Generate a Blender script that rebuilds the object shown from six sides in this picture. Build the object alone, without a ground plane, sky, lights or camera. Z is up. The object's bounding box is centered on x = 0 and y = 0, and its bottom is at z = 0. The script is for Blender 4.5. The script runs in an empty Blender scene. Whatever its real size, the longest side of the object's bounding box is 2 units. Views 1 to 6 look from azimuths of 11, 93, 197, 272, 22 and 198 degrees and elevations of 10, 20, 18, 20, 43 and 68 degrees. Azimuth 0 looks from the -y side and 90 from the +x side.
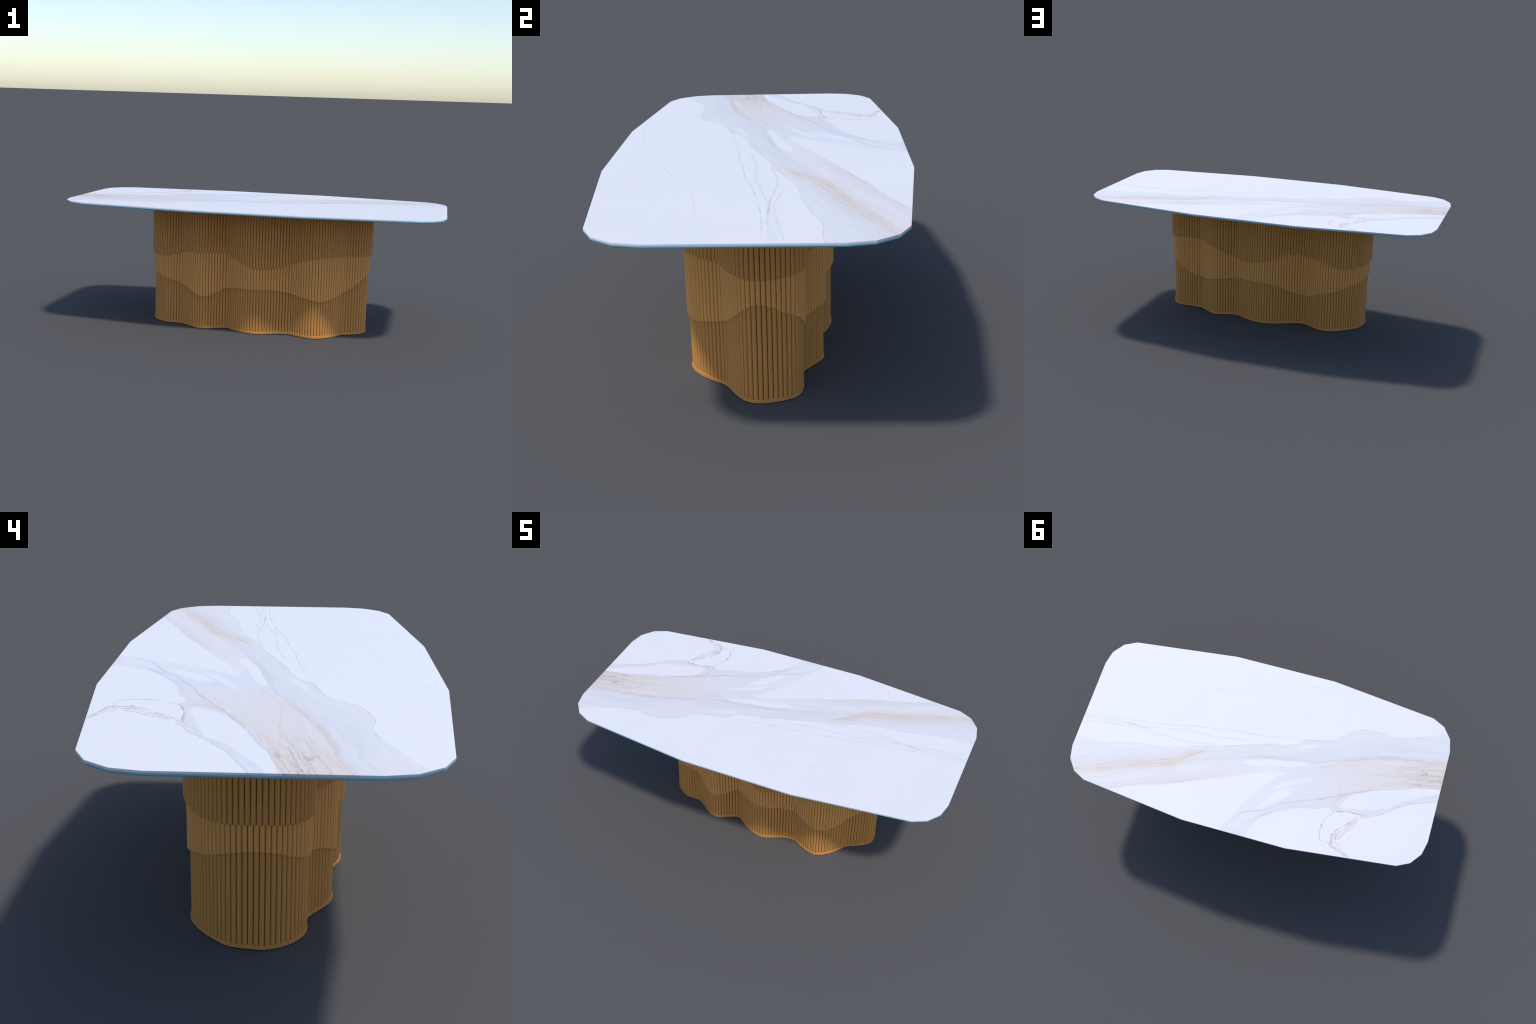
"""Dining table: faceted marble slab bonded to a pale blue glass sheet, standing
on a hollow, wavy pedestal clad in three stepped tiers of rounded timber slats."""
import bpy, math
import numpy as np
from mathutils import Matrix

# ------------------------------------------------------------------ sizes (m)
TOP_Z = 0.681            # upper face of the slab
MARBLE_T = 0.0052        # marble sheet thickness
GLASS_SIDE = 0.0040      # upright part of the glass edge
GLASS_CHAMFER = 0.0048   # 45 degree chamfer under the glass edge
UNDER_Z = TOP_Z - MARBLE_T - GLASS_SIDE - GLASS_CHAMFER
PLINTH_H = 0.0115
PITCH = 0.0160           # slat spacing along each tier
SLAT_HALF = 0.00732      # half width of a slat
SLAT_CROWN = 0.0066      # rise of the rounded face
SLAT_DEPTH = 0.0096      # front to back
MAX_NAMED = 300

# ------------------------------------------------------- design curves
# footprint of the pedestal seen from above, clockwise from the +x end
FOOTPRINT = [
    (0.604, 0.0030), (0.598, -0.0240), (0.577, -0.0510), (0.540, -0.0770), (0.485, -0.1090),
    (0.449, -0.1580), (0.418, -0.1940), (0.385, -0.2210), (0.358, -0.2340), (0.335, -0.2390),
    (0.290, -0.2280), (0.243, -0.2040), (0.204, -0.1840), (0.158, -0.1880), (0.110, -0.2060),
    (0.063, -0.2280), (0.022, -0.2360), (-0.026, -0.2250), (-0.075, -0.1990), (-0.115, -0.1700),
    (-0.142, -0.1510), (-0.172, -0.1580), (-0.202, -0.1740), (-0.238, -0.1930), (-0.264, -0.1990),
    (-0.300, -0.1910), (-0.335, -0.1700), (-0.375, -0.1380), (-0.412, -0.1180), (-0.473, -0.1180),
    (-0.508, -0.1080), (-0.539, -0.0880), (-0.565, -0.0610), (-0.583, -0.0300), (-0.594, 0.0080),
    (-0.590, 0.0570), (-0.579, 0.1060), (-0.553, 0.1415), (-0.511, 0.1815), (-0.478, 0.2055),
    (-0.441, 0.2255), (-0.409, 0.2315), (-0.379, 0.2305), (-0.346, 0.2175), (-0.304, 0.1925),
    (-0.265, 0.1765), (-0.234, 0.1755), (-0.198, 0.1895), (-0.120, 0.2275), (-0.051, 0.2475),
    (0.000, 0.2465), (0.056, 0.2305), (0.100, 0.2085), (0.139, 0.1875), (0.176, 0.1865),
    (0.222, 0.2035), (0.262, 0.2165), (0.293, 0.2115), (0.329, 0.1875), (0.363, 0.1620),
    (0.389, 0.1470), (0.445, 0.1470), (0.493, 0.1470), (0.531, 0.1410), (0.562, 0.1230),
    (0.585, 0.0850), (0.600, 0.0400)]
# lower hem of the outer tier: (distance round the footprint, height)
OUTER_HEM = [
    (0.00, .424), (0.08, .428), (0.16, .432), (0.22, .436), (0.27, .436), (0.32, .434),
    (0.36, .431), (0.40, .422), (0.44, .411), (0.485, .397), (0.533, .379), (0.565, .367),
    (0.60, .358), (0.64, .354), (0.68, .354), (0.72, .360), (0.75, .369), (0.794, .384),
    (0.834, .396), (0.872, .411), (0.915, .420), (0.95, .421), (0.985, .421), (1.012, .418),
    (1.036, .4145), (1.065, .415), (1.10, .4145), (1.14, .412), (1.18, .408), (1.203, .401),
    (1.233, .389), (1.27, .379), (1.30, .374), (1.33, .373), (1.365, .375), (1.41, .381),
    (1.45, .385), (1.485, .385), (1.53, .381), (1.58, .378), (1.62, .373), (1.645, .373),
    (1.68, .377), (1.71, .381), (1.735, .389), (1.76, .398), (1.79, .410), (1.82, .418),
    (1.865, .417), (1.913, .416), (1.96, .420), (1.995, .424), (2.04, .424), (2.07, .418),
    (2.10, .405), (2.118, .395), (2.145, .385), (2.18, .375), (2.208, .367), (2.245, .357),
    (2.287, .354), (2.33, .358), (2.39, .368), (2.432, .383), (2.474, .404), (2.503, .419),
    (2.544, .427), (2.571, .433), (2.62, .435), (2.665, .434), (2.706, .436), (2.758, .433),
    (2.80, .430), (2.86, .426), (2.93, .423)]
# lower hem of the middle tier
MIDDLE_HEM = [
    (0.00, .339), (0.027, .328), (0.05, .310), (0.08, .287), (0.119, .259), (0.15, .241),
    (0.185, .227), (0.225, .216), (0.27, .204), (0.31, .197), (0.345, .196), (0.365, .199),
    (0.393, .205), (0.435, .213), (0.485, .219), (0.534, .225), (0.585, .232), (0.63, .237),
    (0.72, .238), (0.81, .236), (0.845, .233), (0.884, .224), (0.919, .213), (0.946, .201),
    (0.976, .187), (1.001, .178), (1.024, .174), (1.043, .174), (1.071, .181), (1.106, .197),
    (1.15, .212), (1.19, .221), (1.222, .229), (1.258, .240), (1.29, .250), (1.334, .263),
    (1.377, .280), (1.401, .291), (1.43, .299), (1.457, .304), (1.49, .302), (1.53, .295),
    (1.56, .287), (1.59, .275), (1.63, .262), (1.66, .253), (1.70, .243), (1.735, .236),
    (1.762, .228), (1.79, .221), (1.83, .207), (1.882, .183), (1.92, .176), (1.96, .179),
    (1.996, .191), (2.035, .210), (2.07, .223), (2.105, .233), (2.142, .239), (2.194, .243),
    (2.243, .242), (2.294, .239), (2.345, .235), (2.384, .229), (2.43, .224), (2.468, .219),
    (2.51, .214), (2.55, .207), (2.60, .200), (2.65, .198), (2.694, .208), (2.731, .230),
    (2.763, .250), (2.797, .277), (2.825, .294), (2.855, .308), (2.885, .326), (2.931, .340)]
# one quarter of the slab outline: bowed long side, three-facet corner, straight end
SLAB_QUARTER = [(0.287, 0.507), (0.869, 0.438), (0.937, 0.4035), (0.984, 0.340), (1.000, 0.264)]


# ------------------------------------------------------------------ helpers
def closed_spline(points, steps=8):
    p = np.array(points)
    n = len(p)
    out = []
    for i in range(n):
        a, b, c, d = p[i - 1], p[i], p[(i + 1) % n], p[(i + 2) % n]
        for k in range(steps):
            t = k / steps
            out.append(.5 * (2 * b + (c - a) * t + (2 * a - 5 * b + 4 * c - d) * t * t
                             + (3 * b - a - 3 * c + d) * t ** 3))
    return np.array(out)


PATH = closed_spline(FOOTPRINT)
_tan = np.roll(PATH, -1, 0) - np.roll(PATH, 1, 0)
_tan /= np.linalg.norm(_tan, axis=1)[:, None]
NORMAL = np.stack([-_tan[:, 1], _tan[:, 0]], -1)
for _ in range(2):                                    # calm the normals a little
    NORMAL = np.roll(NORMAL, 1, 0) + 2 * NORMAL + np.roll(NORMAL, -1, 0)
    NORMAL /= np.linalg.norm(NORMAL, axis=1)[:, None]
_len = np.linalg.norm(np.roll(PATH, -1, 0) - PATH, axis=1)
ARC = np.concatenate([[0], np.cumsum(_len)[:-1]])
PERIMETER = float(_len.sum())


def hem_height(hem, s):
    xs = [a for a, _ in hem]
    ys = [b for _, b in hem]
    return float(np.interp(s, xs, ys, period=PERIMETER))


def new_object(name, verts, faces, material, parent, smooth_angle=None):
    me = bpy.data.meshes.new(name)
    me.from_pydata([tuple(map(float, v)) for v in verts], [], faces)
    me.update()
    me.materials.append(material)
    ob = bpy.data.objects.new(name, me)
    bpy.context.scene.collection.objects.link(ob)
    ob.parent = parent
    if smooth_angle is not None:
        me.shade_smooth()
        me.set_sharp_from_angle(angle=math.radians(smooth_angle))
    return ob


def prism(rings, cap_bottom=True, cap_top=True):
    """Skin a stack of equal-length rings (bottom to top, counter-clockwise)."""
    n = len(rings[0])
    verts = [v for r in rings for v in r]
    faces = []
    for k in range(len(rings) - 1):
        for i in range(n):
            j = (i + 1) % n
            faces.append((k * n + i, k * n + j, (k + 1) * n + j, (k + 1) * n + i))
    if cap_bottom:
        faces.append(tuple(range(n - 1, -1, -1)))
    if cap_top:
        o = (len(rings) - 1) * n
        faces.append(tuple(range(o, o + n)))
    return verts, faces


# ------------------------------------------------------------------ node tools
class Nodes:
    def __init__(self, name):
        self.mat = bpy.data.materials.new(name)
        self.mat.use_nodes = True
        self.t = self.mat.node_tree
        self.bsdf = self.t.nodes["Principled BSDF"]

    def link(self, a, b):
        self.t.links.new(a, b)

    def put(self, sock, v):
        if hasattr(v, "links") or isinstance(v, bpy.types.NodeSocket):
            self.link(v, sock)
        else:
            sock.default_value = v

    def math(self, op, a, b=None, c=None, clamp=False):
        n = self.t.nodes.new("ShaderNodeMath")
        n.operation = op
        n.use_clamp = clamp
        for i, v in enumerate((a, b, c)):
            if v is not None:
                self.put(n.inputs[i], v)
        return n.outputs[0]

    def ramp(self, v, lo, hi, to0=0.0, to1=1.0):
        n = self.t.nodes.new("ShaderNodeMapRange")
        n.interpolation_type = 'SMOOTHSTEP'
        self.put(n.inputs[0], v)
        for i, x in zip((1, 2, 3, 4), (lo, hi, to0, to1)):
            self.put(n.inputs[i], x)
        return n.outputs[0]

    def noise(self, vec, scale, detail=3.0, rough=.55):
        n = self.t.nodes.new("ShaderNodeTexNoise")
        self.put(n.inputs["Vector"], vec)
        n.inputs["Scale"].default_value = scale
        n.inputs["Detail"].default_value = detail
        n.inputs["Roughness"].default_value = rough
        return n.outputs[0]

    def vec(self, x, y, z=0.0):
        n = self.t.nodes.new("ShaderNodeCombineXYZ")
        for i, v in enumerate((x, y, z)):
            self.put(n.inputs[i], v)
        return n.outputs[0]

    def curve(self, v, pts):
        """Profile through control points: returns (height at v, position 0..1 along it)."""
        pts = sorted(pts)
        x0, x1 = pts[0][0], pts[-1][0]
        ys = [p[1] for p in pts]
        y0, y1 = min(ys) - .01, max(ys) + .01
        r = self.t.nodes.new("ShaderNodeMapRange")
        r.clamp = True
        self.put(r.inputs[0], v)
        r.inputs[1].default_value, r.inputs[2].default_value = x0, x1
        u = r.outputs[0]
        n = self.t.nodes.new("ShaderNodeFloatCurve")
        c = n.mapping.curves[0]
        q = [((x - x0) / (x1 - x0), (y - y0) / (y1 - y0)) for x, y in pts]
        c.points[0].location = q[0]
        c.points[1].location = q[-1]
        for p in q[1:-1]:
            c.points.new(*p)
        for p in c.points:
            p.handle_type = 'AUTO_CLAMPED'
        n.mapping.update()
        self.put(n.inputs["Value"], u)
        return self.math('MULTIPLY_ADD', n.outputs[0], y1 - y0, y0), u

    def mix(self, fac, a, b):
        n = self.t.nodes.new("ShaderNodeMix")
        n.data_type = 'RGBA'
        self.put(n.inputs["Factor"], fac)
        self.put(n.inputs["A"], a)
        self.put(n.inputs["B"], b)
        return n.outputs["Result"]


def mul(N, *vs):
    r = vs[0]
    for v in vs[1:]:
        r = N.math('MULTIPLY', r, v)
    return r


# ------------------------------------------------------------------ materials
def timber_material(name, dark, light):
    N = Nodes(name)
    co = N.t.nodes.new("ShaderNodeTexCoord").outputs["Object"]
    geo = N.t.nodes.new("ShaderNodeSeparateXYZ")
    N.link(co, geo.inputs[0])
    grain = N.noise(N.vec(N.math('MULTIPLY', geo.outputs[0], 420.0),
                          N.math('MULTIPLY', geo.outputs[1], 420.0),
                          N.math('MULTIPLY', geo.outputs[2], 9.0)), 1.0, 3.0)
    col = N.mix(N.ramp(grain, .3, .7), dark, light)
    N.link(col, N.bsdf.inputs["Base Color"])
    N.bsdf.inputs["Roughness"].default_value = .55
    N.bsdf.inputs["Specular IOR Level"].default_value = .35
    return N.mat


def glass_material():
    N = Nodes("pale_blue_glass")
    N.bsdf.inputs["Base Color"].default_value = (.25, .50, .62, 1)
    N.bsdf.inputs["Roughness"].default_value = .25
    return N.mat


def marble_material():
    N = Nodes("veined_marble")
    co = N.t.nodes.new("ShaderNodeTexCoord").outputs["Object"]
    sep = N.t.nodes.new("ShaderNodeSeparateXYZ")
    N.link(co, sep.inputs[0])
    px, py = sep.outputs[0], sep.outputs[1]
    flat = N.vec(px, py, 0.0)

    def wobble(scale, amp, dx):
        v = N.noise(N.vec(N.math('ADD', px, dx), py, .37), scale, 3.0, .6)
        return N.math('MULTIPLY', N.math('SUBTRACT', v, .5), amp)

    x = N.math('ADD', px, N.math('ADD', wobble(9, .020, 3.1), wobble(70, .006, 5.3)))
    y = N.math('ADD', py, N.math('ADD', wobble(9, .020, 7.7), wobble(70, .006, 9.9)))

    swell = N.ramp(N.noise(flat, 17.0, 3.0, .6), .3, .7, .40, 1.05)

    def side(v, c, soft):
        """1 where v lies above c, with a soft edge."""
        return N.ramp(N.math('SUBTRACT', v, c), -soft, soft)

    def ends(u, a, b):
        m = None
        if a:
            m = N.ramp(u, 0.0, a)
        if b:
            e = N.ramp(u, 1.0 - b, 1.0, 1.0, 0.0)
            m = e if m is None else N.math('MULTIPLY', m, e)
        return m

    gaps = {k: N.noise(flat, k, 3.0) for k in (10.0, 18.0, 34.0)}

    def vein(pts, width, strength, a=0.0, b=0.0, along='x', broken=0.0, scale=14.0):
        """Mask of a thin line through pts; a and b fade its low and high end,
        broken interrupts it."""
        if along == 'x':
            c, u = N.curve(x, pts)
            d = N.math('SUBTRACT', y, c)
        else:
            c, u = N.curve(y, [(q, p) for p, q in pts])
            d = N.math('SUBTRACT', x, c)
        d = N.math('DIVIDE', N.math('ABSOLUTE', d), swell)
        m = N.ramp(d, width * .12, width, strength, 0.0)
        e = ends(u, a, b)
        if e is not None:
            m = N.math('MULTIPLY', m, e)
        if broken:
            g = gaps[min(gaps, key=lambda k: abs(k - scale))]
            m = N.math('MULTIPLY', m, N.ramp(g, .28, .62, 1.0 - broken, 1.0))
        return m

    # ---- boundary curves of the washes (x, y on the slab)
    grey_front = [(1.002, .209), (.967, .206), (.915, .205), (.868, .208), (.819, .198), (.749, .175),
                  (.603, .147), (.522, .137), (.444, .118), (.346, .083), (.153, .023), (-.01, -.029),
                  (-.154, -.069), (-.195, -.087), (-.224, -.118), (-.309, -.138), (-.362, -.156),
                  (-.401, -.181), (-.44, -.211), (-.459, -.236), (-.488, -.249), (-.52, -.261),
                  (-.563, -.271), (-.603, -.275), (-.628, -.268), (-.651, -.265), (-.691, -.268),
                  (-.735, -.276), (-.842, -.31), (-.961, -.365), (-1.0, -.38)]
    gold = [(.06, .085), (.02, .066), (-.086, .038), (-.18, .021), (-.256, .006), (-.312, -.002),
            (-.375, -.022), (-.426, -.046), (-.473, -.065), (-.562, -.097), (-.673, -.13),
            (-.776, -.152), (-.886, -.169), (-1.008, -.204)]
    tan_left = [(1.01, .415), (.935, .393), (.872, .372), (.791, .345), (.713, .31), (.647, .28),
                (.577, .259), (.501, .234), (.444, .214), (.398, .181), (.374, .153), (.344, .128),
                (.295, .103), (.264, .077)]
    grey_back = [(1.01, .415), (.872, .372), (.713, .31), (.577, .259), (.444, .214), (.30, .165),
                 (.15, .115)] + gold
    wash_back = [(.80, .49), (.724, .457), (.7, .436), (.651, .412), (.578, .382), (.505, .354),
                 (.436, .331), (.374, .307), (.3, .281), (.266, .268), (.194, .237), (.126, .211),
                 (.064, .186), (.015, .159), (-.047, .134), (-.149, .113), (-.27, .094)]
    wedge = [(.14, .04), (.02, .075), (-.10, .094), (-.177, .106), (-.15, .123), (-.118, .159), (-.085, .194), (-.062, .223),
             (-.025, .28), (-.005, .319), (.028, .385), (.051, .448), (.071, .487), (.085, .52)]
    pool_back = [(-1.01, -.046), (-.936, -.028), (-.856, -.009), (-.763, .02), (-.7, .04), (-.649, .062),
                 (-.598, .088), (-.561, .117), (-.534, .143), (-.516, .18), (-.505, .215), (-.48, .245),
                 (-.451, .228), (-.423, .235), (-.388, .25), (-.34, .261), (-.271, .277), (-.232, .299),
                 (-.183, .328), (-.141, .358), (-.106, .392), (-.087, .422), (-.076, .442), (-.06, .52)]
    strip_front = [(-1.01, -.012), (-.945, .013), (-.895, .039), (-.842, .073), (-.798, .1), (-.771, .126),
                   (-.744, .152), (-.649, .177), (-.571, .2), (-.523, .208), (-.49, .20)]
    strip_back = [(-1.01, .03), (-.928, .06), (-.867, .086), (-.828, .11), (-.789, .133), (-.752, .164),
                  (-.716, .196), (-.686, .21), (-.636, .232), (-.617, .217), (-.593, .219), (-.559, .22),
                  (-.523, .232), (-.497, .238), (-.472, .25), (-.45, .238)]

    c_front, _ = N.curve(x, grey_front)
    c_gback, _ = N.curve(x, grey_back)
    c_wash, u_wash = N.curve(x, wash_back)
    c_wedge, _ = N.curve(y, [(q, p) for p, q in wedge])
    c_pool, _ = N.curve(x, pool_back)
    c_sf, _ = N.curve(x, strip_front)
    c_sb, _ = N.curve(x, strip_back)

    # streaks that run with the flow of the stone
    across = N.math('SUBTRACT', y, c_gback)
    streak = N.noise(N.vec(N.math('MULTIPLY', x, 2.2), N.math('MULTIPLY', across, 26.0), 0.0), 1.6, 5.0, .62)
    streak_fine = N.noise(N.vec(N.math('MULTIPLY', x, 5.0), N.math('MULTIPLY', across, 80.0), 2.0), 1.6, 4.0, .65)
    cloud = N.noise(flat, 3.2, 4.0, .6)
    speck = N.noise(flat, 70.0, 3.0, .7)

    col = (*MARBLE_WHITE, 1)
    # broad, barely visible clouding of the white ground
    col = N.mix(N.math('MULTIPLY', N.ramp(cloud, .42, .70), .35), col, tint(.93, .935, .945))

    # grey wash in front of the gold seam
    grey = mul(N, side(y, c_front, .004), side(c_gback, y, .006))
    fall = N.ramp(N.math('SUBTRACT', c_gback, y), 0.0, .17, 1.0, .62)
    gap_white = mul(N, N.ramp(N.math('ABSOLUTE', N.math('SUBTRACT', x, -.245)), .03, .085, 1.0, 0.0),
                    N.ramp(N.math('ABSOLUTE', N.math('ADD', N.math('SUBTRACT', y, -.082),
                                                     N.math('MULTIPLY', N.math('ADD', x, .245), -.33))),
                           .006, .018, 1.0, 0.0))
    grey_tone = N.ramp(streak, .30, .66, .55, 1.0)
    thin_left = N.ramp(x, .15, .55, 1.0, .85)
    g = mul(N, grey, fall, grey_tone, thin_left, N.math('SUBTRACT', 1.0, N.math('MULTIPLY', gap_white, .8)))
    col = N.mix(N.math('MULTIPLY', g, .95), col, tint(.825, .83, .85))

    # warm wash behind it, on the +x half
    warm = mul(N, side(y, c_gback, .008), side(c_wash, y, .004), side(x, -.10, .12))
    col = N.mix(mul(N, warm, N.ramp(streak, .25, .62, .45, 1.0), .80), col, tint(.91, .878, .868))
    col = N.mix(mul(N, warm, N.ramp(streak_fine, .45, .70), .42), col, tint(.91, .81, .73))

    # soft tan cloud round the broken orange streak
    c_tan, u_tan = N.curve(x, tan_left)
    dt = N.math('SUBTRACT', y, c_tan)
    halo = mul(N, N.ramp(dt, -.075, -.005), N.ramp(dt, .005, .05, 1.0, 0.0), N.ramp(x, .22, .42),
               N.ramp(x, .55, 1.0, 1.0, .55), N.ramp(streak, .3, .6, .4, 1.0))
    col = N.mix(N.math('MULTIPLY', halo, .85), col, tint(.89, .79, .70))
    under = mul(N, warm, N.ramp(N.math('SUBTRACT', c_wash, y), .0, .075, 1.0, .0), N.ramp(x, .05, .25),
                N.ramp(x, .45, .75, 1.0, .3))
    col = N.mix(N.math('MULTIPLY', under, .65), col, tint(.89, .83, .79))

    # lilac-grey pool on the -x half, turning to tan toward the end
    pool = mul(N, side(c_wedge, x, .006), side(y, c_gback, .004), side(c_pool, y, .004))
    strip = mul(N, side(y, c_sf, .006), side(c_sb, y, .003), side(-.47, x, .008))

    def white_sliver(a, b, lo, hi):
        ca, _ = N.curve(x, a)
        cb, _ = N.curve(x, b)
        return mul(N, side(y, ca, .007), side(cb, y, .007), N.ramp(x, lo[0], lo[1]), N.ramp(x, hi[0], hi[1], 1.0, 0.0))

    s1 = white_sliver([(-.31, .088), (-.237, .119), (-.164, .165), (-.11, .217)],
                      [(-.31, .105), (-.243, .145), (-.17, .19), (-.11, .222)], (-.36, -.27), (-.14, -.10))
    s2 = white_sliver([(-.245, .165), (-.189, .188), (-.143, .232), (-.104, .291), (-.079, .34)],
                      [(-.245, .18), (-.224, .214), (-.19, .254), (-.135, .30), (-.079, .345)],
                      (-.26, -.22), (-.10, -.07))
    keep = N.math('SUBTRACT', 1.0, N.math('MAXIMUM', s1, s2))
    p = mul(N, pool, keep, N.ramp(x, -.02, -.20, .55, 1.0))
    col = N.mix(mul(N, p, N.ramp(streak, .25, .65, .7, 1.0), .80), col, tint(.86, .868, .89))
    near_b = N.ramp(N.math('SUBTRACT', c_pool, y), .0, .05, 1.0, 0.0)
    col = N.mix(mul(N, pool, near_b, N.ramp(x, -.45, -.25), .5), col, tint(.80, .82, .87))
    tan_zone = mul(N, pool, N.ramp(x, -.28, -.62, 0.0, 1.0))
    col = N.mix(mul(N, tan_zone, N.ramp(streak, .3, .60, .45, 1.0), .85), col, tint(.905, .84, .78))
    blush = mul(N, pool, N.ramp(across, .0, .07, 1.0, 0.0), N.ramp(x, -.27, -.36), N.ramp(x, -.62, -.45))
    col = N.mix(N.math('MULTIPLY', blush, .7), col, tint(.91, .835, .765))
    far = N.ramp(x, -.72, -.95)
    col = N.mix(mul(N, tan_zone, far, N.ramp(streak_fine, .34, .60), .80), col, tint(.84, .735, .62))
    col = N.mix(mul(N, tan_zone, N.ramp(x, -.80, -.94), N.ramp(streak_fine, .60, .70),
                    N.ramp(across, .03, .06), N.ramp(speck, .42, .58), .75), col, tint(.52, .49, .46))
    col = N.mix(mul(N, strip, N.ramp(streak, .3, .6, .65, 1.0), .85), col, tint(.84, .85, .88))

    blotch = N.noise(N.vec(N.math('MULTIPLY', x, 14.0), N.math('MULTIPLY', across, 46.0), 4.0), 1.0, 6.0, .7)
    lay_z = mul(N, tan_zone, N.ramp(x, -.60, -.88), N.ramp(across, .025, .065))
    col = N.mix(mul(N, lay_z, N.ramp(blotch, .46, .62), .75), col, tint(.80, .70, .61))
    col = N.mix(mul(N, lay_z, N.ramp(x, -.80, -.95), N.ramp(blotch, .55, .63), .85), col, tint(.48, .44, .41))
    col = N.mix(mul(N, lay_z, N.ramp(blotch, .40, .30), .7), col, (*MARBLE_WHITE, 1))
    col = N.mix(mul(N, halo, N.ramp(blotch, .45, .60), .70), col, tint(.86, .74, .62))
    col = N.mix(mul(N, halo, N.ramp(blotch, .36, .26), .8), col, (*MARBLE_WHITE, 1))

    # white lens behind the gold seam
    lens_f = [(.07, .112), (.038, .080), (-.027, .058), (-.087, .043), (-.181, .027), (-.247, .016), (-.275, .018), (-.30, .026)]
    lens_b = [(.07, .108), (.037, .111), (-.081, .081), (-.189, .054), (-.24, .040), (-.265, .030), (-.30, .014)]
    cf, _ = N.curve(x, lens_f)
    cb, _ = N.curve(x, lens_b)
    lens = mul(N, side(y, cf, .003), side(cb, y, .003), N.ramp(x, -.30, -.285), N.ramp(x, .05, .075, 1.0, 0.0))
    col = N.mix(N.math('MULTIPLY', lens, .95), col, (*MARBLE_WHITE, 1))

    # ---- thin veins
    G, B, O = tint(.66, .66, .69), tint(.64, .53, .46), tint(.87, .72, .54)

    def lay(mask, c):
        nonlocal col
        col = N.mix(mask, col, c)

    lay(vein(grey_front, .0045, .55, broken=.8, scale=9), G)
    lay(vein([(-.195, -.087), (-.224, -.118), (-.265, -.127), (-.309, -.138), (-.34, -.146)], .0035, .75, .1, .1, broken=.4), B)
    lay(vein([(-.44, -.211), (-.459, -.236), (-.488, -.249), (-.52, -.261), (-.563, -.271)], .004, .75, .1, .2, broken=.4), B)
    lay(vein([(-1.01, -.202)] + gold[::-1][1:8], .020, .34, b=.3), O)
    lay(vein([(-1.01, -.202)] + gold[::-1][1:7], .007, .75, b=.3, broken=.3), O)
    lay(vein(gold, .0035, .70, b=.05, broken=.55), G)
    lay(vein([(p_, q_ - .009) for p_, q_ in gold], .012, .30, b=.1), G)
    lay(vein([(-.31, .002), (-.345, -.006), (-.38, -.018), (-.42, -.038)], .007, .8, .15, .15), (*MARBLE_WHITE, 1))
    lay(vein(wash_back[:12], .0050, .62, a=.35, broken=.6), B)
    lay(vein([(p_, q_ + .006) for p_, q_ in wash_back[1:9]], .010, .35, .2, .1), G)
    vein_b = [(-1.0, -.046), (-.936, -.028), (-.856, -.009), (-.815, .009), (-.763, .027), (-.7, .046),
              (-.649, .065), (-.598, .088), (-.547, .11), (-.493, .14), (-.449, .166), (-.399, .191),
              (-.317, .222), (-.267, .244), (-.217, .268), (-.173, .294), (-.142, .321), (-.103, .343),
              (-.052, .363), (-.02, .378), (.019, .416), (.048, .458), (.069, .492)]
    lay(vein(vein_b, .012, .30, b=.05), G)
    lay(vein(vein_b, .0038, .70, b=.05, broken=.35), G)
    lay(vein(vein_b[4:13], .012, .30, .2, .2, broken=.4), B)
    inner = [(-.451, .22), (-.423, .235), (-.388, .25), (-.34, .261), (-.271, .277), (-.232, .299),
             (-.183, .328), (-.141, .358), (-.106, .392), (-.087, .422), (-.07, .479)]
    lay(vein(inner, .0035, .5, .1, .3, broken=.6), G)
    lay(vein([(-.18, .33), (-.11, .372), (-.05, .42), (-.02, .47), (0, .52)], .010, .45, .15, broken=.7, scale=30), G)
    lay(vein([(-1.0, .034), (-.928, .06), (-.867, .086), (-.828, .11), (-.789, .133), (-.752, .164),
              (-.716, .196), (-.686, .21), (-.636, .235)], .0055, .75, b=.1, broken=.3), G)
    lay(vein([(-.744, .152), (-.719, .165), (-.681, .191), (-.647, .212), (-.61, .22)], .004, .5, .1, .1, broken=.3), B)
    # neck with tan threads
    lay(vein([(-.56, .117), (-.50, .150), (-.478, .185), (-.463, .21), (-.44, .226)], .006, .6, .1, .2, along='y', broken=.4), B)
    lay(vein([(-.44, -.02), (-.462, .04), (-.478, .10), (-.475, .17), (-.49, .23)], .010, .26, .2, .1, along='y', broken=.6), O)
    # crack loop near the +y side
    CRACK = tint(.60, .47, .40)
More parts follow.
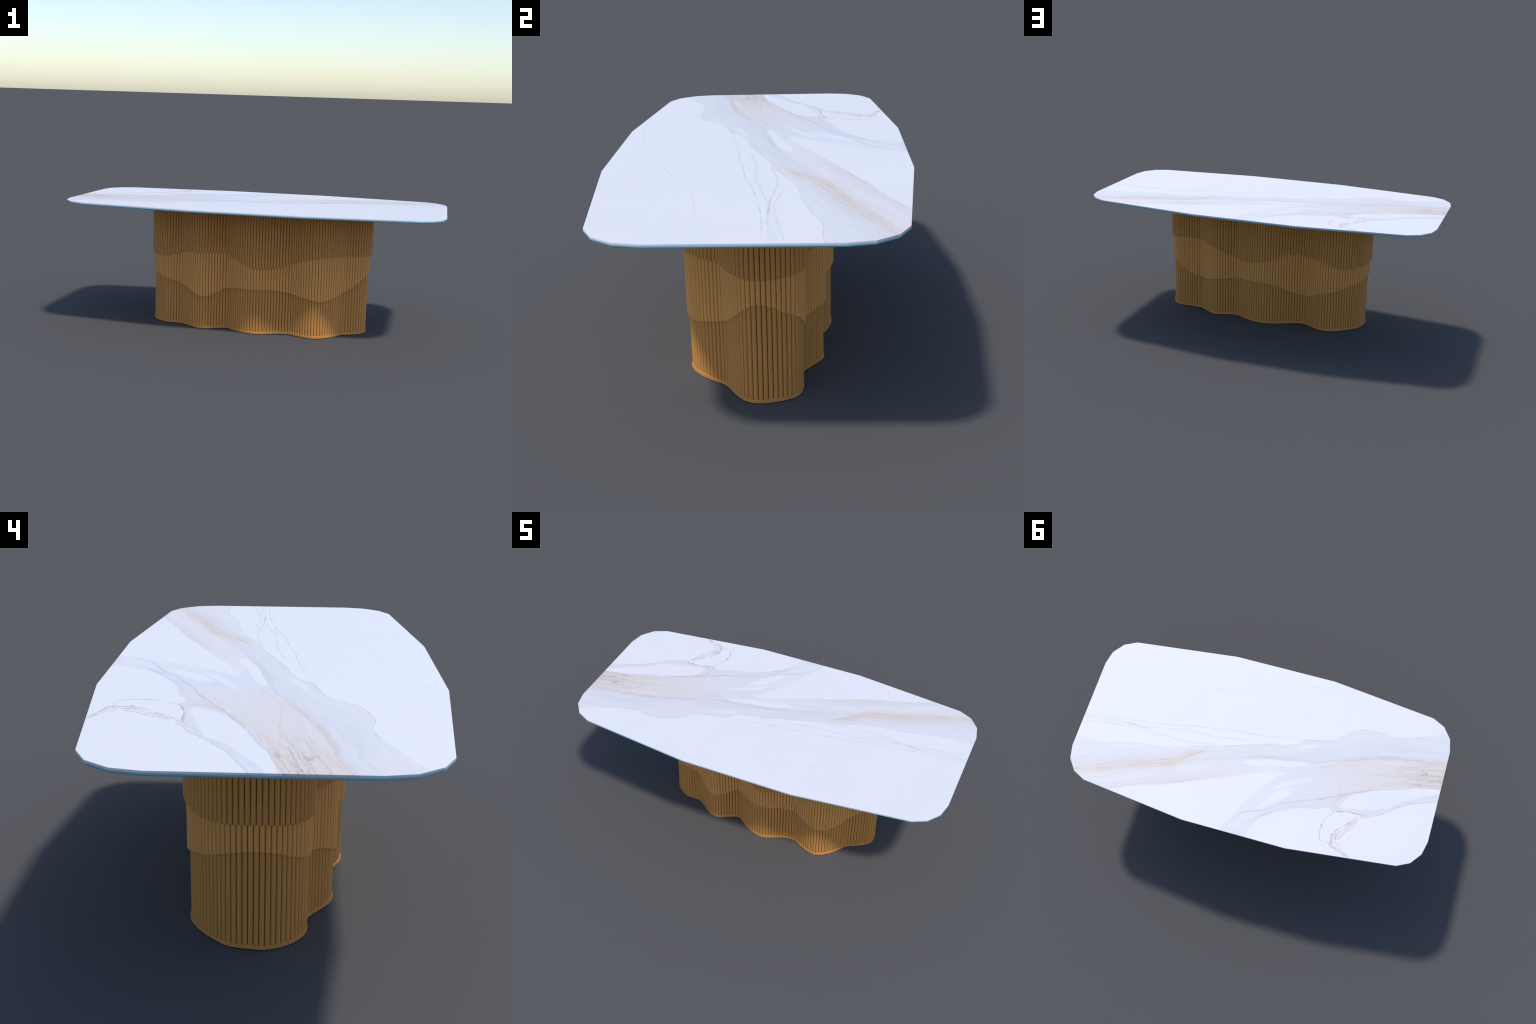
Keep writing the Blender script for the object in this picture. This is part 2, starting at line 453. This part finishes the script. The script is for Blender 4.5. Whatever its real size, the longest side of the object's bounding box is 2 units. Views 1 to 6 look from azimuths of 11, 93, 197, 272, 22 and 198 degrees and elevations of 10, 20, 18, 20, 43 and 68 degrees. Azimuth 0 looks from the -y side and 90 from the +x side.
    K = [
        ([(-.625, .222), (-.593, .219), (-.559, .22), (-.523, .232), (-.497, .238), (-.472, .25)], 'x', .0050, .9),
        ([(-.616, .212), (-.620, .222), (-.632, .236)], 'y', .0050, .9),
        ([(-.472, .25), (-.462, .275), (-.449, .299), (-.438, .332), (-.440, .379), (-.454, .41), (-.476, .427), (-.49, .436)], 'y', .0060, .8),
        ([(-.63, .232), (-.605, .245), (-.589, .268), (-.558, .298), (-.531, .323), (-.515, .345), (-.505, .372), (-.508, .394), (-.507, .432)], 'y', .0065, .9),
        ([(-.613, .255), (-.604, .284), (-.584, .314), (-.56, .347), (-.546, .377), (-.535, .392)], 'y', .0055, .75),
        ([(-.517, .345), (-.525, .372), (-.529, .397), (-.549, .411), (-.578, .438), (-.618, .461), (-.64, .475)], 'y', .0065, .9),
        ([(-.500, .430), (-.516, .433), (-.539, .437), (-.583, .454), (-.613, .465)], 'x', .0055, .8),
        ([(-.545, .333), (-.525, .352), (-.508, .360), (-.492, .372)], 'x', .0040, .7),
        ([(-.535, .40), (-.51, .418), (-.485, .412), (-.472, .43)], 'x', .0050, .7),
        ([(-.585, .255), (-.572, .262), (-.56, .285)], 'x', .0040, .6)]
    for pts, ax, w, s in K:
        lay(vein(pts, w * 1.25, s, .06, .06, along=ax, broken=.8, scale=28), CRACK)
    for pts in ([(-.62, .246), (-.597, .276), (-.571, .306), (-.545, .335), (-.527, .365), (-.515, .385)],
                [(-.51, .415), (-.535, .425), (-.578, .446), (-.62, .466)]):
        lay(vein(pts, .026, .75, .1, .15, along='y', broken=.5, scale=30), tint(.86, .79, .75))
    # faint braid toward the +x end
    D = [([(.998, .048), (.956, .043), (.865, .039), (.767, .034), (.66, .022), (.579, .011), (.475, -.010),
           (.384, -.031), (.253, -.048), (.155, -.064), (.054, -.073), (-.031, -.087), (-.143, -.107), (-.221, -.118)], .0045, .55),
         ([(.999, .089), (.919, .071), (.821, .052), (.754, .054), (.675, .052), (.622, .055), (.56, .065),
           (.493, .070), (.428, .072), (.335, .059), (.213, .038)], .0060, .42),
         ([(.997, .109), (.911, .092), (.817, .079), (.741, .071), (.67, .068), (.602, .077), (.529, .080)], .0055, .42),
         ([(.675, .052), (.57, .036), (.449, .008), (.355, -.001), (.258, -.004), (.165, -.014), (.044, -.038)], .0090, .30)]
    for pts, w, s in D:
        lay(vein(pts, w, s, .12, .08, broken=.4), G)
    lay(vein([(.80, .055), (.72, .056), (.66, .055), (.61, .060)], .006, .5, .2, .2, broken=.3), B)
    braid = mul(N, N.ramp(N.math('ABSOLUTE', N.math('SUBTRACT', y, .072)), .005, .03, 1.0, 0.0), N.ramp(x, .62, .95))
    lay(N.math('MULTIPLY', braid, .35), tint(.86, .87, .89))
    # lone hairline on the -y half
    hair = [(.988, -.096), (.862, -.137), (.798, -.145), (.709, -.156), (.639, -.165), (.572, -.182), (.488, -.208),
            (.43, -.232), (.344, -.271), (.256, -.306), (.137, -.345), (.024, -.396), (-.034, -.425), (-.111, -.432),
            (-.165, -.438), (-.314, -.462), (-.412, -.469), (-.489, -.469)]
    lay(vein(hair, .0055, .26, .06, .1, broken=.75, scale=11), G)
    # orange threads of the tan streak
    lay(vein(tan_left, .020, .38, .05, .02, broken=.7), O)
    lay(vein(tan_left, .0048, .55, .05, .02, broken=.85, scale=24), B)
    for dy, sc in ((-.022, 18), (.014, 28)):
        lay(vein([(p_, q_ + dy) for p_, q_ in tan_left[2:10]], .0045, .50, .15, .15, broken=.95, scale=sc), B)
    lay(vein([(.44, .218), (.382, .207), (.328, .178), (.27, .16), (.183, .132), (.152, .127)], .0045, .6, .1, .1, broken=.3), O)
    lay(vein([(.851, .427), (.807, .407), (.753, .378), (.698, .352), (.631, .323)], .008, .40, .1, .2, broken=.4), O)
    for pts, w, s, c in [
            ([(-.998, -.191), (-.932, -.167), (-.881, -.14), (-.829, -.12), (-.775, -.11), (-.721, -.10)], .008, .75, O),
            ([(-.998, -.117), (-.921, -.09), (-.841, -.073), (-.788, -.058), (-.707, -.041)], .006, .7, B),
            ([(-.998, -.078), (-.955, -.064), (-.899, -.062), (-.836, -.047), (-.786, -.02), (-.736, .009),
              (-.67, .038), (-.621, .067), (-.557, .103)], .018, .5, O),
            ([(-.998, -.090), (-.955, -.076), (-.899, -.072), (-.836, -.055), (-.80, -.035)], .007, .75, B),
            ([(-.998, -.152), (-.93, -.135), (-.86, -.112), (-.78, -.098), (-.70, -.082)], .006, .6, B),
            ([(-.998, -.102), (-.94, -.100), (-.87, -.082), (-.80, -.07), (-.74, -.062)], .007, .5, O),
            ([(-.998, -.060), (-.93, -.045), (-.87, -.035), (-.80, -.008)], .006, .6, B),
            ([(-.298, .031), (-.351, .017), (-.403, -.003), (-.481, -.034)], .006, .6, O)]:
        lay(vein(pts, w * 1.3, s * .8, 0, .25, broken=.65, scale=20), c)

    N.link(col, N.bsdf.inputs["Base Color"])
    N.bsdf.inputs["Roughness"].default_value = MARBLE_ROUGH
    return N.mat


MARBLE_WHITE = (.768, .755, .780)
MARBLE_ROUGH = .55


def tint(r, g, b):
    """A stone colour given relative to the white ground."""
    return (MARBLE_WHITE[0] * r, MARBLE_WHITE[1] * g, MARBLE_WHITE[2] * b, 1)


# ------------------------------------------------------------------ build
def build():
    marble, glass = marble_material(), glass_material()
    timber = timber_material("warm_oak", (.565, .255, .065, 1), (.585, .267, .069, 1))
    timber_pale = timber_material("pale_oak", (.725, .336, .090, 1), (.750, .350, .096, 1))
    table = bpy.data.objects.new("dining_table", None)
    bpy.context.scene.collection.objects.link(table)
    table["label"] = "white veined marble dining table on wavy slatted wooden pedestal"
    table["category"] = "dining table"

    # slab outline: mirror the quarter, counter-clockwise
    q = SLAB_QUARTER
    outline = ([(x, y) for x, y in q][::-1] + [(-x, y) for x, y in q]
               + [(-x, -y) for x, y in q][::-1] + [(x, -y) for x, y in q])

    def slab_ring(z, inset=0.0):
        pts = np.array(outline)
        if inset:
            e = np.roll(pts, -1, 0) - pts
            e /= np.linalg.norm(e, axis=1)[:, None]
            nrm = np.stack([-e[:, 1], e[:, 0]], -1)          # inward
            m = nrm + np.roll(nrm, 1, 0)
            m /= (1 + (nrm * np.roll(nrm, 1, 0)).sum(1))[:, None]
            pts = pts + inset * m
        return [(x, y, z) for x, y in pts]

    seam = TOP_Z - MARBLE_T
    v, f = prism([slab_ring(seam), slab_ring(TOP_Z - .0004), slab_ring(TOP_Z, .0004)])
    new_object("tabletop", v, f, marble, table)
    v, f = prism([slab_ring(UNDER_Z, GLASS_CHAMFER), slab_ring(UNDER_Z + GLASS_CHAMFER), slab_ring(seam - .0002)])
    new_object("glass_underlay", v, f, glass, table)

    # plinth: low solid plate on the footprint (path is clockwise, so reverse it)
    def foot_ring(z, off=0.0):
        p = (PATH + off * NORMAL)[::-2]
        return [(x, y, z) for x, y in p]
    v, f = prism([foot_ring(0), foot_ring(PLINTH_H - .0008), foot_ring(PLINTH_H, -.0008)])
    new_object("plinth", v, f, timber, table, 30)

    # slat profile in plan: x along the wall, y outward, crown at y = 0
    prof = []
    for k in range(13):
        a = math.pi * k / 12
        c, s = math.cos(a), math.sin(a)
        prof.append((SLAT_HALF * math.copysign(abs(c) ** .80, c), SLAT_CROWN * (abs(s) ** .80 - 1)))
    prof += [(-SLAT_HALF * .97, -SLAT_DEPTH), (SLAT_HALF * .97, -SLAT_DEPTH)]

    def slat_mesh(height):
        """Upright slat, z 0..1 after scaling, with its foot eased over."""
        def ring(z, k):
            return [(x * (1 - k / SLAT_HALF), y - k * (1 if y > -SLAT_DEPTH + 1e-6 else 0), z / height) for x, y in prof]
        v, f = prism([ring(0, .0022), ring(.0009, .0009), ring(.0026, 0), ring(.0036, 0), ring(height - .001, 0), ring(height, 0)])
        return v, f

    # tiers: outer face offset from plinth edge, foot height rule, head height rule
    tiers = [
        (-.0025, lambda s: PLINTH_H - .0025, lambda s: hem_height(MIDDLE_HEM, s) + .050, .30,
         lambda s: hem_height(MIDDLE_HEM, s) - PLINTH_H),
        (.0065, lambda s: hem_height(MIDDLE_HEM, s), lambda s: hem_height(OUTER_HEM, s) + .055, .22,
         lambda s: hem_height(OUTER_HEM, s) - hem_height(MIDDLE_HEM, s)),
        (.0155, lambda s: hem_height(OUTER_HEM, s), lambda s: UNDER_Z + .0015, .26,
         lambda s: UNDER_Z - hem_height(OUTER_HEM, s))]
    plan = []
    for ti, (off, foot, head, ref, shown) in enumerate(tiers):
        axis = PATH + (off - .005) * NORMAL
        seg = np.linalg.norm(np.roll(axis, -1, 0) - axis, axis=1)
        cum = np.concatenate([[0], np.cumsum(seg)])
        n = int(round(cum[-1] / PITCH))
        for i in range(n):
            d = cum[-1] * (i + .5) / n
            k = int(np.searchsorted(cum, d, side='right') - 1)
            w = (d - cum[k]) / seg[k]
            k2 = (k + 1) % len(PATH)
            nrm = NORMAL[k] * (1 - w) + NORMAL[k2] * w
            nrm /= np.linalg.norm(nrm)
            base = axis[k] * (1 - w) + axis[k2] * w + .005 * nrm
            s = ARC[k] + w * _len[k]
            z0, z1 = foot(s), head(s)
            M = (Matrix.Translation((base[0], base[1], z0))
                 @ Matrix.Rotation(math.atan2(nrm[1], nrm[0]) - math.pi / 2, 4, 'Z')
                 @ Matrix.Diagonal((1, 1, z1 - z0, 1)))
            plan.append((shown(s), ti, i, M))
    named = set((t, i) for _, t, i, _ in sorted(plan, key=lambda p: -p[0])[:MAX_NAMED])

    for ti, tier in enumerate(tiers):
        v, f = slat_mesh(tier[3])
        wood = timber_pale if ti == 1 else timber
        mats = [p[3] for p in plan if p[1] == ti and (ti, p[2]) not in named]
        V, F = [], []
        loc = np.array(v)
        for M in mats:
            A = np.array(M)
            o = len(V)
            V += list(loc @ A[:3, :3].T + A[:3, 3])
            F += [tuple(o + j for j in face) for face in f]
        band = new_object("slat_band", V, F, wood, table, 40)
        band["kind"] = "stuff"
        proto = None
        for p in plan:
            if p[1] != ti or (ti, p[2]) not in named:
                continue
            if proto is None:
                proto = new_object("slat", v, f, wood, band, 40)
                ob = proto
            else:
                ob = proto.copy()
                bpy.context.scene.collection.objects.link(ob)
            ob.matrix_local = p[3]


build()
